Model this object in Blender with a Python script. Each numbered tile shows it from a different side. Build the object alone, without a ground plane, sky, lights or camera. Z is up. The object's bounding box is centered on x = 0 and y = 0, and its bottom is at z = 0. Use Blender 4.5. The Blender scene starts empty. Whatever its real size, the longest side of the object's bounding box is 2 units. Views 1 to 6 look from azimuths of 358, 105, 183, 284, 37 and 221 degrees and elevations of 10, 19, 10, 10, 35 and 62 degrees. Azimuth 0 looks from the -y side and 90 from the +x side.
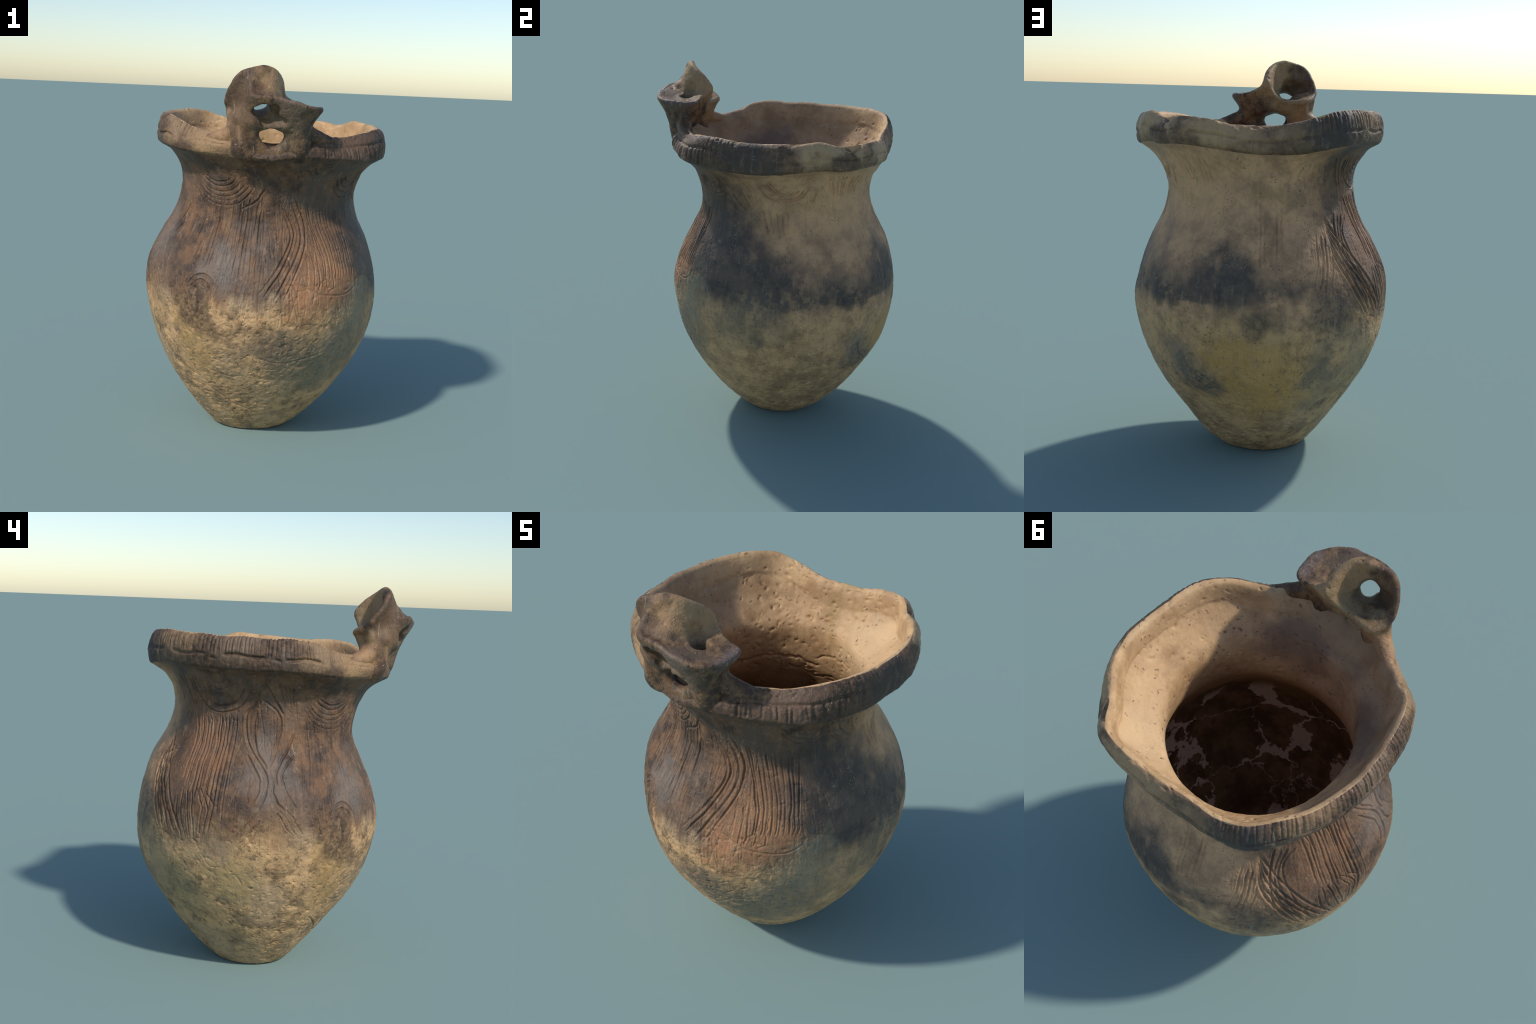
"""Jomon-style deep jar: flaring lobed rim, combed and incised body, pierced scroll handle."""
import bpy, math
import numpy as np
from mathutils import Vector

TAU = 2 * math.pi
rng = np.random.default_rng(7)

# ------------------------------------------------------------------ helpers
def lattice_noise(p, seed=0):
    """Smooth value noise in [-1, 1] for points p (N, 3)."""
    i = np.floor(p).astype(np.int64)
    f = p - i
    f = f * f * f * (f * (f * 6 - 15) + 10)
    out = np.zeros(len(p))
    for dx in (0, 1):
        for dy in (0, 1):
            for dz in (0, 1):
                h = (i[:, 0] + dx) * 374761393 + (i[:, 1] + dy) * 668265263 + (i[:, 2] + dz) * 2147483647 + seed * 974711
                h = (h ^ (h >> 13)) * 1274126177
                h = (h ^ (h >> 16)) & 0xFFFF
                w = (f[:, 0] if dx else 1 - f[:, 0]) * (f[:, 1] if dy else 1 - f[:, 1]) * (f[:, 2] if dz else 1 - f[:, 2])
                out += w * h
    return out / 32767.5 - 1


def fractal(p, scale, octaves=3, seed=0, rough=0.5):
    total, amp, norm = 0, 1.0, 0.0
    for o in range(octaves):
        total = total + amp * lattice_noise(p * scale * 2 ** o + 17.3 * o, seed + o)
        norm += amp
        amp *= rough
    return total / norm


def smooth(a, b, x):
    t = np.clip((x - a) / (b - a), 0, 1)
    return t * t * (3 - 2 * t)


def around(values, theta):
    """Closed cubic curve through evenly spaced values, read at the angles theta."""
    v = np.asarray(values, float)
    n = len(v)
    x = (theta % TAU) / TAU * n
    i = np.floor(x).astype(int)
    t = x - i
    g = lambda k: v[(i + k) % n]
    return .5 * (2 * g(0) + (g(1) - g(-1)) * t + (2 * g(-1) - 5 * g(0) + 4 * g(1) - g(2)) * t ** 2
                 + (3 * g(0) - g(-1) - 3 * g(1) + g(2)) * t ** 3)


def spline(points, n, closed=False):
    p = np.asarray(points, float)
    m = len(p)
    x = np.linspace(0, m if closed else m - 1, n, endpoint=not closed)
    i = np.minimum(np.floor(x).astype(int), m - 1 if closed else m - 2); t = (x - i)[:, None]
    g = (lambda k: p[(i + k) % m]) if closed else (lambda k: p[np.clip(i + k, 0, m - 1)])
    return .5 * (2 * g(0) + (g(1) - g(-1)) * t + (2 * g(-1) - 5 * g(0) + 4 * g(1) - g(2)) * t ** 2 + (3 * g(0) - g(-1) - 3 * g(1) + g(2)) * t ** 3)

# ------------------------------------------------------------------ the vessel's form
# height: mean radius, then cos/sin of one, two and three times the angle (the pot is a little out of true)
SECTIONS = {
    0.00: (0.202, -0.024, 0.066, 0.002, -0.001, -0.002, -0.001),
    0.08: (0.287, -0.013, 0.073, -0.0, -0.003, -0.003, -0.003),
    0.20: (0.386, -0.002, 0.074, -0.005, -0.009, -0.0, -0.006),
    0.35: (0.494, 0.008, 0.068, -0.004, -0.009, -0.001, -0.002),
    0.50: (0.576, 0.004, 0.064, -0.003, -0.008, 0.001, -0.001),
    0.65: (0.624, 0.003, 0.066, -0.001, -0.007, 0.003, 0.004),
    0.80: (0.642, 0.004, 0.069, 0.0, -0.002, -0.003, 0.005),
    0.95: (0.617, 0.001, 0.073, 0.005, -0.007, -0.003, 0.0),
    1.10: (0.557, 0.004, 0.077, 0.004, -0.01, 0.003, -0.002),
    1.22: (0.497, 0.005, 0.064, 0.003, -0.009, 0.005, -0.003),
    1.34: (0.476, 0.012, 0.042, -0.003, -0.005, 0.003, -0.001),
    1.45: (0.498, 0.026, 0.027, -0.007, -0.002, 0.003, -0.0),
}
# the wavy mouth, every 11.25 degrees from +x: radius and height of its upper edge and of the band's lower edge
LIP_R = (0.614, 0.626, 0.644, 0.65, 0.661, 0.68, 0.641, 0.602, 0.586, 0.588, 0.63, 0.658, 0.643, 0.63, 0.609, 0.595,
         0.584, 0.579, 0.587, 0.593, 0.569, 0.559, 0.580, 0.568, 0.558, 0.566, 0.575, 0.555, 0.574, 0.602, 0.616, 0.616)
LIP_Z = (1.697, 1.706, 1.712, 1.723, 1.695, 1.711, 1.703, 1.681, 1.678, 1.684, 1.712, 1.748, 1.758, 1.751, 1.748, 1.74,
         1.742, 1.733, 1.739, 1.723, 1.685, 1.668, 1.655, 1.640, 1.628, 1.640, 1.663, 1.664, 1.666, 1.693, 1.703, 1.702)
BAND_R = (0.617, 0.63, 0.652, 0.667, 0.688, 0.679, 0.647, 0.617, 0.605, 0.61, 0.643, 0.673, 0.652, 0.629, 0.607, 0.595,
          0.592, 0.594, 0.603, 0.607, 0.591, 0.583, 0.594, 0.600, 0.602, 0.604, 0.602, 0.592, 0.601, 0.618, 0.626, 0.626)
BAND_Z = (1.552, 1.566, 1.581, 1.587, 1.58, 1.579, 1.568, 1.556, 1.552, 1.554, 1.567, 1.592, 1.606, 1.603, 1.598, 1.596,
          1.594, 1.594, 1.592, 1.584, 1.569, 1.563, 1.561, 1.555, 1.547, 1.564, 1.565, 1.558, 1.553, 1.55, 1.552, 1.554)

COLS = 1280
theta = np.arange(COLS) * TAU / COLS
zs = np.array(list(SECTIONS))
harm = np.array([np.ones(COLS)] + [f(k * theta) for k in (1, 2, 3) for f in (np.cos, np.sin)])
body_r = np.array([np.array(SECTIONS[z]) @ harm for z in SECTIONS])       # (sections, cols)
lip_r, lip_z = around(LIP_R, theta), around(LIP_Z, theta)
band_r, band_z = around(BAND_R, theta), around(BAND_Z, theta)
one = np.ones(COLS)

def near(center, width):
    """Bell over the angle (degrees) around the pot."""
    d = (theta - math.radians(center) + math.pi) % TAU - math.pi
    return np.exp(-.5 * (d / math.radians(width)) ** 2)

# local swellings and flats of the hand-built wall: angle, height, amount, angular width, height width
for a, z0, amount, wa, wz in ((128, 1.12, -.024, 17, .13), (60, .50, .018, 24, .14), (61, .94, .013, 18, .12), (27, .95, -.007, 10, .12), (205, .30, .012, 22, .12), (300, .13, .006, 40, .07), (40, .14, .014, 50, .07), (208, .22, .024, 26, .13),
                              (196, 1.0, .012, 20, .12), (120, .50, .010, 20, .12)):
    for k, z in enumerate(zs):
        if z > 0: body_r[k] += amount * near(a, wa) * math.exp(-.5 * ((z - z0) / wz) ** 2)
band_r = band_r + .024 * near(-44, 18) + .014 * near(12, 10) - .012 * near(248, 8) - .020 * near(40, 10) - .010 * near(112, 8)
band_z = band_z + .016 * near(66, 18) + .004 * near(124, 14)
lip_r = lip_r + .009 * near(-24, 26) + .008 * near(12, 9) - .016 * near(45, 10)
flare_r = .583 + .038 * np.cos(theta) + .012 * np.sin(theta) - .011 * np.cos(2 * theta)    # where the neck would be at 1.55

WALL = 0.065
FLOOR = 0.09
def inner_r(z):
    """Inner wall radius at height z (below the neck)."""
    k = np.searchsorted(zs, z) - 1
    k = min(max(k, 0), len(zs) - 2)
    t = (z - zs[k]) / (zs[k + 1] - zs[k])
    return body_r[k] * (1 - t) + body_r[k + 1] * t

# rings from the middle of the base, up the outside, over the lip and down the inside: (part, radius, height, rows)
rings = [("base", 0.0004 * one, 0.012 * one, 0), ("base", body_r[0] * .8, 0.006 * one, 30), ("base", body_r[0] * .97, 0.0 * one, 10)]
rings += [("base", body_r[0] + .012, 0.008 * one, 6)]
def rows_for(dz): return max(4, int(round(dz / 0.0029)))
prev = 0.008
for k, z in enumerate(zs):
    if k == 0: continue
    part = "base" if z < .3 else ("belly" if z < 1.2 else "neck")
    slope = abs(body_r[k].mean() - rings[-1][1].mean())
    rings.append((part, body_r[k], z * one, rows_for(math.hypot(z - prev, slope)))); prev = z
inside_fill = .050 * near(264, 22) - .014 * near(15, 38)      # the wall is thick under the handle
rings += [
    ("neck", np.minimum(body_r[-1] + (flare_r - body_r[-1]) * (band_z - .048 - 1.45) / .10, band_r - .040) - .004 - .008 * near(202, 50) - .030 * near(42, 13) + .008 * near(76, 10), band_z - .048, 30),
    ("neck", band_r - .018, band_z - .012, 20),
    ("rim", band_r + .000, band_z + .004, 11),
    ("rim", band_r * .5 + lip_r * .5 + .012, band_z * .55 + lip_z * .45, 24),
    ("rim", lip_r + .001, lip_z - .022, 20),
    ("rim", lip_r - .022, lip_z, 10),
    ("inner_wall", lip_r - .046, lip_z - .014, 10),
    ("inner_wall", lip_r - .068 - .8 * inside_fill, lip_z - .085, 16),
    ("inner_wall", lip_r - .074 - inside_fill, lip_z - .110, 8),
]
inner_top = inner_r(1.45) - .060 - .35 * inside_fill
rings += [("inner_wall", .45 * (lip_r - .074) + .55 * inner_top - .75 * inside_fill - .026 * near(46, 28), .45 * (lip_z - .11) + .55 * 1.45, 14)]
for z, t in ((1.45, .062 + .35 * inside_fill + .034 * near(46, 32)), (1.34, .051 + .014 * near(40, 38) + .010 * near(258, 30)), (1.22, .058 + .012 * near(265, 35)), (1.10, .062 + .012 * near(265, 40)), (.95, .060), (.80, .058), (.65, .058), (.50, .062), (.35, .070), (.20, .085)):
    rings.append(("inner_wall", inner_r(z) - t, z * one, 18))
rings += [("inner_wall", inner_r(.2) * .62, .102 * one, 16), ("inner_wall", inner_r(.2) * .3, .092 * one, 12), ("inner_wall", .0004 * one, .087 * one, 10)]

R = np.array([r[1] for r in rings]); Z = np.array([r[2] for r in rings])
rows_r, rows_z, row_part, row_knot = [R[0]], [Z[0]], ["base"], [0.0]
for k in range(1, len(rings)):
    part, _, _, n = rings[k]
    a, b = rings[k - 1], rings[k]
    p0, p1, p2, p3 = max(k - 2, 0), k - 1, k, min(k + 1, len(rings) - 1)
    seg = lambda i, j: np.sqrt((R[i] - R[j]) ** 2 + (Z[i] - Z[j]) ** 2).mean() + 1e-6
    l0, l1, l2 = seg(p0, p1), seg(p1, p2), seg(p2, p3)
    for s in range(1, n + 1):
        t = s / n
        h00, h10, h01, h11 = 2*t**3-3*t*t+1, t**3-2*t*t+t, 3*t*t-2*t**3, t**3-t*t
        out = []
        for V in (R, Z):
            m1 = (V[p2] - V[p0]) / (l0 + l1) * l1 if p0 != p1 else V[p2] - V[p1]
            m2 = (V[p3] - V[p1]) / (l1 + l2) * l1 if p2 != p3 else V[p2] - V[p1]
            out.append(h00 * V[p1] + h10 * m1 + h01 * V[p2] + h11 * m2)
        rows_r.append(out[0]); rows_z.append(out[1]); row_part.append(part); row_knot.append(k - 1 + t)
RR, ZZ = np.array(rows_r), np.array(rows_z)
row_part = np.array(row_part); row_knot = np.array(row_knot)
ROWS = len(RR)
XYZ = np.stack([RR * np.cos(theta), RR * np.sin(theta), ZZ], -1)

# outward normals of the smooth form
du = np.roll(XYZ, -1, 1) - np.roll(XYZ, 1, 1)
dv = np.gradient(XYZ, axis=0)
NRM = np.cross(du, dv); NRM /= np.linalg.norm(NRM, axis=2, keepdims=True) + 1e-12

relief = np.zeros((ROWS, COLS))
# ------------------------------------------------------------------ relief cut into the clay
OUT = int(np.flatnonzero(row_part == "rim")[0])          # rows below this are the outside under the rim band
ROW_STEP = np.linalg.norm(np.diff(XYZ, axis=0), axis=2).mean(1)
cut = np.zeros((ROWS, COLS)); ridge = np.zeros((ROWS, COLS))
out_z = ZZ[:OUT]

def incise(path, depth, width=.0042, lip=.28, shake=.0022):
    """Draw one tool stroke along (angle in degrees, height) points."""
    p = np.asarray(path, float)
    a = np.radians(p[:, 0])
    length = np.hypot(np.diff(a) * .56, np.diff(p[:, 1])).sum()
    n = max(8, int(length / .0022))
    q = spline(np.c_[a, p[:, 1]], n)
    s = np.linspace(0, 1, n)
    wob = np.interp(s, np.linspace(0, 1, 9), rng.normal(0, shake, 9))
    press = np.interp(s, np.linspace(0, 1, 7), rng.uniform(.45, 1.15, 7)) * np.minimum(1, np.minimum(s, 1 - s) * 9 + .15)
    for (th, z), w, pr in zip(q, wob, press):
        th = th + w / .55
        c = int(round(th / TAU * COLS)) % COLS
        col = out_z[:, c]
        r = int(np.searchsorted(col, z))
        if r < 4 or r >= OUT - 2: continue
        st = ROW_STEP[r]; sx = RR[r, c] * TAU / COLS
        kr, kc = int(.020 / st) + 1, int(.020 / sx) + 1
        r0, r1 = max(r - kr, 0), min(r + kr + 1, OUT)
        cc = (np.arange(c - kc, c + kc + 1)) % COLS
        fy = (z - col[r - 1]) / max(col[r] - col[r - 1], 1e-5) + r - 1
        fx = th / TAU * COLS; fx = fx - round(fx)
        d = np.hypot((np.arange(r0, r1) - fy)[:, None] * st, (np.arange(-kc, kc + 1) - fx)[None] * sx)
        blk = np.ix_(np.arange(r0, r1), cc)
        cut[blk] = np.maximum(cut[blk], depth * pr * np.exp(-(d / width) ** 2))
        ridge[blk] = np.maximum(ridge[blk], lip * depth * pr * np.exp(-((d - 2.1 * width) / (width * 1.1)) ** 2))

def resample(path, n=12):
    return spline(path, n)

def comb(first, last, n, depth=.0050, width=.0038, jitter=.16):
    """A run of n strokes, from one boundary stroke to another."""
    a, b = resample(first), resample(last)
    for i in range(n):
        t = i / max(n - 1, 1) + rng.normal(0, jitter / max(n, 2))
        line = a * (1 - t) + b * t
        lo, hi = sorted((rng.uniform(0, .07), rng.uniform(.92, 1)))
        incise(line[int(lo * 11):max(int(hi * 11) + 1, 4)], .98 * depth * rng.uniform(.6, 1.2), width * rng.uniform(.8, 1.1))

# neck: nested hanging arcs
comb([(214, 1.394), (221.5, 1.324), (233.9, 1.293), (247.5, 1.303), (256.8, 1.36), (262, 1.42)],
     [(223, 1.45), (227, 1.432), (232.5, 1.415), (238, 1.416), (242.7, 1.425), (245, 1.45)], 6, .0065, .0042)
comb([(144.2, 1.54), (146, 1.447), (157, 1.375), (171.3, 1.395), (178.1, 1.458), (181.6, 1.50)],
     [(156, 1.53), (158, 1.515), (160.9, 1.505), (163.9, 1.512), (165.4, 1.53), (166, 1.54)], 6, .006)
comb([(1.6, 1.47), (8.9, 1.402), (18.5, 1.385), (28.4, 1.41), (32, 1.48)], [(10, 1.49), (12.8, 1.455), (16.2, 1.432), (19.5, 1.432), (22, 1.46)], 5, .011, .005)
comb([(312, 1.44), (318, 1.37), (328, 1.34), (338, 1.36), (344, 1.42)], [(321, 1.46), (324, 1.43), (328, 1.42), (332, 1.43), (335, 1.46)], 4, .0055)
for stroke in ([(250.8, 1.276), (261.4, 1.322), (267.1, 1.388)], [(186.2, 1.50), (182.5, 1.41), (177.5, 1.357), (180.4, 1.232), (191.2, 1.092), (192, 1.006), (188.8, .928)],
               [(184.1, 1.384), (182.8, 1.301), (185.6, 1.2), (191.7, 1.114)], [(189, 1.433), (196.7, 1.376), (199.3, 1.305), (193.5, 1.125)],
               [(187.8, 1.531), (194.8, 1.441), (200.6, 1.364)], [(207.5, 1.277), (203.2, 1.202), (196.8, 1.109), (196.9, 1.038)],
               [(207.5, 1.179), (200, 1.098), (201.1, 1.022), (207, .926)], [(180.7, 1.176), (187.6, 1.081), (188.2, 1.016), (185, .95)],
               [(195, 1.066), (195.7, .995), (200.4, .929)], [(232.5, .864), (234.2, .709)]):
    incise(stroke, .0075, .0052)
# upright and slanting comb strokes of the shoulder
comb([(211.3, 1.35), (213.6, 1.205), (210, .98)], [(266.6, 1.329), (263.9, 1.17), (263.4, .90)], 19, .0060)
comb([(272.6, 1.337), (284.1, 1.207), (283.2, 1.11), (269.9, .921), (264.5, .85)], [(288.3, 1.346), (296, 1.218), (293.4, 1.094), (284.2, .94), (276.5, .79)], 4, .0075, .0055)
comb([(295, 1.317), (302.5, 1.075), (301.1, .918)], [(324.8, 1.267), (323.7, 1.096), (321.7, .928)], 11, .0062)
comb([(293.4, 1.056), (291.8, .867)], [(308.6, 1.051), (306.5, .886)], 5, .0055)
comb([(267.3, 1.484), (272.5, 1.408)], [(270.3, 1.485), (278.8, 1.41)], 2, .004)
comb([(283.2, 1.489), (287.9, 1.447)], [(293.4, 1.51), (298.2, 1.466)], 5, .006)
comb([(225.5, .882), (229.8, .929), (235.2, .941), (239.8, .913), (244.2, .846), (241.7, .721)], [(229.1, .853), (232.8, .887), (234.9, .884), (237.3, .865), (239.8, .801), (237.7, .715)], 3, .007, .005)
comb([(145.1, 1.334), (148.2, 1.23), (150.8, 1.0)], [(172.3, 1.348), (172.4, 1.194), (173.4, .82)], 12, .0075, .0043)
comb([(134.3, 1.262), (131.4, 1.118), (132.7, .967), (139.1, .822)], [(143.7, 1.249), (136.5, 1.153), (140.3, .983), (148.2, .758)], 4, .0075, .005)
comb([(150.7, 1.002), (150.8, .885), (155.5, .743)], [(163.5, 1.009), (169.2, .926), (166.2, .768)], 7, .007)
comb([(188.4, .917), (178, .77)], [(190.8, .854), (182.7, .73)], 3, .006)
comb([(197.1, .918), (203.6, .812)], [(201.6, .934), (210.8, .797)], 3, .006)
comb([(214.7, .933), (217.3, .791)], [(224.9, .913), (225, .807)], 5, .006)
comb([(126.4, 1.254), (132.3, 1.147), (147.7, .907), (154.4, .764)], [(126.6, 1.185), (128.2, 1.048), (137.4, .864), (141.6, .775)], 5, .0085, .006)
comb([(119.8, 1.178), (118, 1.062), (114.5, .922)], [(126.8, 1.152), (125.1, 1.028), (121.7, .857)], 4, .0055)
comb([(132.6, 1.527), (140, 1.376)], [(155.2, 1.504), (153, 1.405)], 6, .006)
comb([(110.7, 1.504), (104.9, 1.394)], [(126.5, 1.495), (129.6, 1.401)], 6, .0055)
comb([(37, 1.472), (36.8, 1.369)], [(38.6, 1.479), (46.2, 1.39)], 2, .006)
comb([(42.2, 1.535), (47.5, 1.395)], [(64, 1.515), (66, 1.395)], 9, .008, .005)
comb([(334.8, 1.488), (342, 1.351), (354.7, 1.296)], [(352.5, 1.515), (360, 1.433), (361.9, 1.329)], 9, .0055)
comb([(6.4, 1.321), (11.9, 1.164)], [(20.4, 1.318), (22.1, 1.202)], 5, .006)
comb([(90.1, 1.327), (91.2, 1.01)], [(103.1, 1.329), (101.8, .984)], 6, .0045)
comb([(205, 1.50), (207, 1.40)], [(196, 1.52), (200, 1.43)], 4, .005)
# faint brushing everywhere on the shoulder
for _ in range(640):
    a0 = rng.uniform(0, 360); z0 = rng.uniform(.80, 1.50); l = rng.uniform(.06, .30); lean = rng.normal(0, 3.0)
    bold = 1 + 1.3 * max(0, math.cos(math.radians(a0 - 240)))
    incise([(a0, z0), (a0 + lean * .6, z0 - l * .5), (a0 + lean, max(z0 - l, .72))], bold * rng.uniform(.0006, .0016), rng.uniform(.0026, .0036), .15)
# scoring of the lower wall, more level than upright
for _ in range(330):
    a0 = rng.uniform(0, 360); z0 = rng.uniform(.06, .80); l = rng.uniform(2, 7)
    incise([(a0, z0), (a0 + l * .5, z0 + rng.normal(0, .01)), (a0 + l, z0 + rng.normal(-.012, .02))], rng.uniform(.0008, .0028), .0034, .1)
# repaired and open cracks
for stroke, d in (([(225, .33), (238, .25), (250, .19), (262, .17), (275, .15)], .009), ([(232, .44), (246, .40), (258, .41)], .004), ([(60, .62), (62, .54), (70, .46), (79, .42)], .008),
                  ([(56, .44), (66, .40), (76, .34)], .008), ([(265, .53), (280, .50), (300, .54), (312, .60)], .005), ([(326, .95), (345, .91), (10, .90)], .004),
                  ([(70, 1.50), (80, 1.44), (92, 1.36), (98, 1.34)], .005), ([(94, .16), (105, .22), (115, .20)], .004), ([(40, .86), (62, .88), (78, .89), (95, .83)], .0035),
                  ([(98, 1.30), (112, 1.20), (118, 1.14)], .004), ([(90, .93), (104, .97), (116, 1.02)], .0045), ([(286, .93), (300, .87), (316, .86), (324, .92)], .006)):
    incise([(a if a >= 26 or stroke[0][0] < 300 else a + 360, z) for a, z in stroke], d * .8, .0042, .1, .008)
relief -= cut
relief += np.where(cut < ridge, ridge * np.exp(-(cut / .002) ** 2), 0)

pts = XYZ.reshape(-1, 3)
outside = np.zeros(ROWS); outside[:OUT] = 1
low = fractal(pts, 3.4, 2, 3).reshape(ROWS, COLS)
mid = fractal(pts, 11, 3, 8).reshape(ROWS, COLS)
fine = fractal(pts, 46, 3, 21).reshape(ROWS, COLS)
rough = smooth(.98, .70, ZZ) * outside[:, None]                 # the lower half is worn and coarse
relief += .0042 * low + .0022 * mid + fine * (.0010 + .0013 * rough)

def pits(count, zmin, zmax, rows, size, depth, weight):
    """Small holes left by grit and burnt-out grass."""
    r_lo, r_hi = rows
    made = 0
    while made < count:
        c = rng.integers(0, COLS); r = rng.integers(r_lo, r_hi)
        z = ZZ[r, c]
        if not zmin < z < zmax or rng.random() > weight(math.degrees(theta[c]), z): continue
        made += 1
        sz = rng.uniform(*size) * (1 + 1.2 * (rng.random() < .12))
        st = max(ROW_STEP[min(r, ROWS - 2)], 1e-4); sx = max(RR[r, c] * TAU / COLS, 1e-4)
        kr, kc = min(int(2.6 * sz / st) + 1, 40), min(int(5 * sz / sx) + 1, 60)
        rr = np.arange(max(r - kr, 0), min(r + kr + 1, ROWS)); cc = np.arange(c - kc, c + kc + 1)
        ang, ecc = rng.uniform(-.5, .5), rng.uniform(1, 2.2)
        dy, dx = (rr - r)[:, None] * st, (cc - c)[None] * sx
        u, v = dx * math.cos(ang) + dy * math.sin(ang), -dx * math.sin(ang) + dy * math.cos(ang)
        relief[np.ix_(rr, cc % COLS)] -= rng.uniform(*depth) * np.exp(-((u / ecc) ** 2 + v ** 2) / sz ** 2)

front = lambda a: .35 + .65 * max(0, math.cos(math.radians(a - 250))) 
pits(1150, .03, .95, (4, OUT), (.0025, .0075), (.0015, .006), lambda a, z: front(a) * (1 - .5 * (z > .8)))
pits(260, .80, .97, (4, OUT), (.004, .008), (.0015, .0045), lambda a, z: max(0, math.cos(math.radians(a - 70))))
pits(420, .9, 1.5, (4, OUT), (.003, .006), (.0012, .0035), lambda a, z: .4 + .6 * front(a))
IN0 = int(np.flatnonzero(row_part == "inner_wall")[0])
pits(800, .75, 1.72, (IN0 - 10, ROWS - 60), (.0028, .0068), (.002, .0075), lambda a, z: .3 + .7 * max(0, math.cos(math.radians(a - 110))))

# notches and level cracks on the rim band
zb, zt = band_z[None], lip_z[None]
height = np.clip((ZZ - zb) / (zt - zb), -1, 2)
is_band = ((row_part == "rim") & (row_knot < [i for i, r in enumerate(rings) if r[0] == "rim"][3] + .4))[:, None]
deg = np.degrees(theta)[None]
def notch_row(a0, a1, step, lo, hi, depth, width):
    global relief
    a = a0
    while a < a1:
        w = np.radians((deg - a + 180) % 360 - 180) * RR
        lean = rng.normal(0, .006) * (height - .5)
        h0, h1 = lo + rng.normal(0, .04), hi + rng.normal(0, .03)
        relief = relief - is_band * rng.uniform(.25, 1.15) * depth * np.exp(-((w + lean) / (width * rng.uniform(.75, 1.5))) ** 2) * smooth(h0 - .08, h0 + .08, height) * smooth(h1 + .10, h1 - .05, height)
        a += step * rng.uniform(.5, 1.75)
notch_row(116, 236, 1.45, .46, 1.10, .0062, .0036)
notch_row(296, 338, 2.6, .08, .55, .0085, .0055)
notch_row(338, 352, 1.8, .30, 1.0, .0035, .0036)
for a0, a1, h, d in ((124, 138, .40, .008), (143, 161, .36, .009), (163, 166, .25, .006), (170, 189, .42, .013), (193, 196, .3, .008), (199, 214, .36, .013),
                     (62, 82, .48, .008), (84, 118, .40, .007), (12, 30, .34, .006), (30, 58, .50, .007), (292, 345, .58, .007), (228, 246, .55, .005)):
    wave = h + .05 * lattice_noise(np.c_[np.degrees(theta) * .12, 0 * theta, 0 * theta + a0], 5)[None]
    m = smooth(a0 - 1.5, a0 + 1.5, deg) * smooth(a1 + 1.5, a1 - 1.5, deg)
    relief -= is_band * d * m * np.exp(-((height - wave) / .050) ** 2)
relief += is_band * (.003 * mid + .0016 * fine)
# chips out of the lip
for a, w, d in ((50.5, 2.6, .030), (46, 1.6, .006), (118, 2, .006), (352, 3, .007), (20, 4, .006), (327, 2.5, .006), (205, 2, .005), (95, 2.2, .004), (152, 1.8, .005)):
    m = np.exp(-(((deg - a + 180) % 360 - 180) / w) ** 2) * smooth(.72, 1.0, height) * (row_part == "rim")[:, None]
    XYZ[..., 2] -= d * m
# cracks in the inner wall
inner = (row_part == "inner_wall")[:, None]
for a0, a1, z0, d in ((95, 150, 1.245, .009), (60, 100, 1.30, .006), (70, 120, 1.17, .006), (190, 225, 1.36, .004), (20, 60, 1.22, .004)):
    wave = z0 + .03 * lattice_noise(np.c_[np.degrees(theta) * .10, 0 * theta, 0 * theta + a0], 9)[None] + .008 * lattice_noise(np.c_[np.degrees(theta) * .5, 0 * theta, 0 * theta + a0], 4)[None]
    m = smooth(a0 - 2, a0 + 4, deg) * smooth(a1 + 2, a1 - 8, deg)
    relief -= inner * d * m * np.exp(-((ZZ - wave) / .006) ** 2)
relief *= smooth(0, 8, np.arange(ROWS))[:, None]
XYZ = XYZ + NRM * relief[..., None]
XYZ[..., 2] = np.maximum(XYZ[..., 2], 0.0)

# ------------------------------------------------------------------ the handle, as a field of swept spheres
H = 0.0058
LO, HI = np.array((-.42, -.74, 1.53)), np.array((.42, -.34, 2.03))
DIM = np.ceil((HI - LO) / H).astype(int)
field = np.full(DIM, 0.08)
groups = []
def group():
    """Start a new mass; the masses are fused with a soft fillet afterwards."""
    global field
    field = np.full(DIM, 0.08); groups.append(field)

def fuse(k):
    global field
    field = groups[0]
    for g in groups[1:]:
        h = np.maximum(k - np.abs(field - g), 0) / k
        field = np.minimum(field, g) - h * h * k * .25

def stamp(c, r, carve=False):
    c = np.asarray(c, float)
    pad = r + .06 if not carve else r + .03
    a = np.maximum(np.floor((c - pad - LO) / H).astype(int), 0)
    b = np.minimum(np.ceil((c + pad - LO) / H).astype(int) + 1, DIM)
    if np.any(b <= a): return
    g = [LO[k] + np.arange(a[k], b[k]) * H - c[k] for k in range(3)]
    d = np.sqrt(g[0][:, None, None] ** 2 + g[1][None, :, None] ** 2 + g[2][None, None, :] ** 2) - r
    s = (slice(a[0], b[0]), slice(a[1], b[1]), slice(a[2], b[2]))
    field[s] = np.maximum(field[s], -d) if carve else np.minimum(field[s], d)

def rod(points, carve=False):
    """Swept tube through (x, y, z, radius) points."""
    for q in spline(points, 14 * len(points)): stamp(q[:3], q[3], carve)

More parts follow.
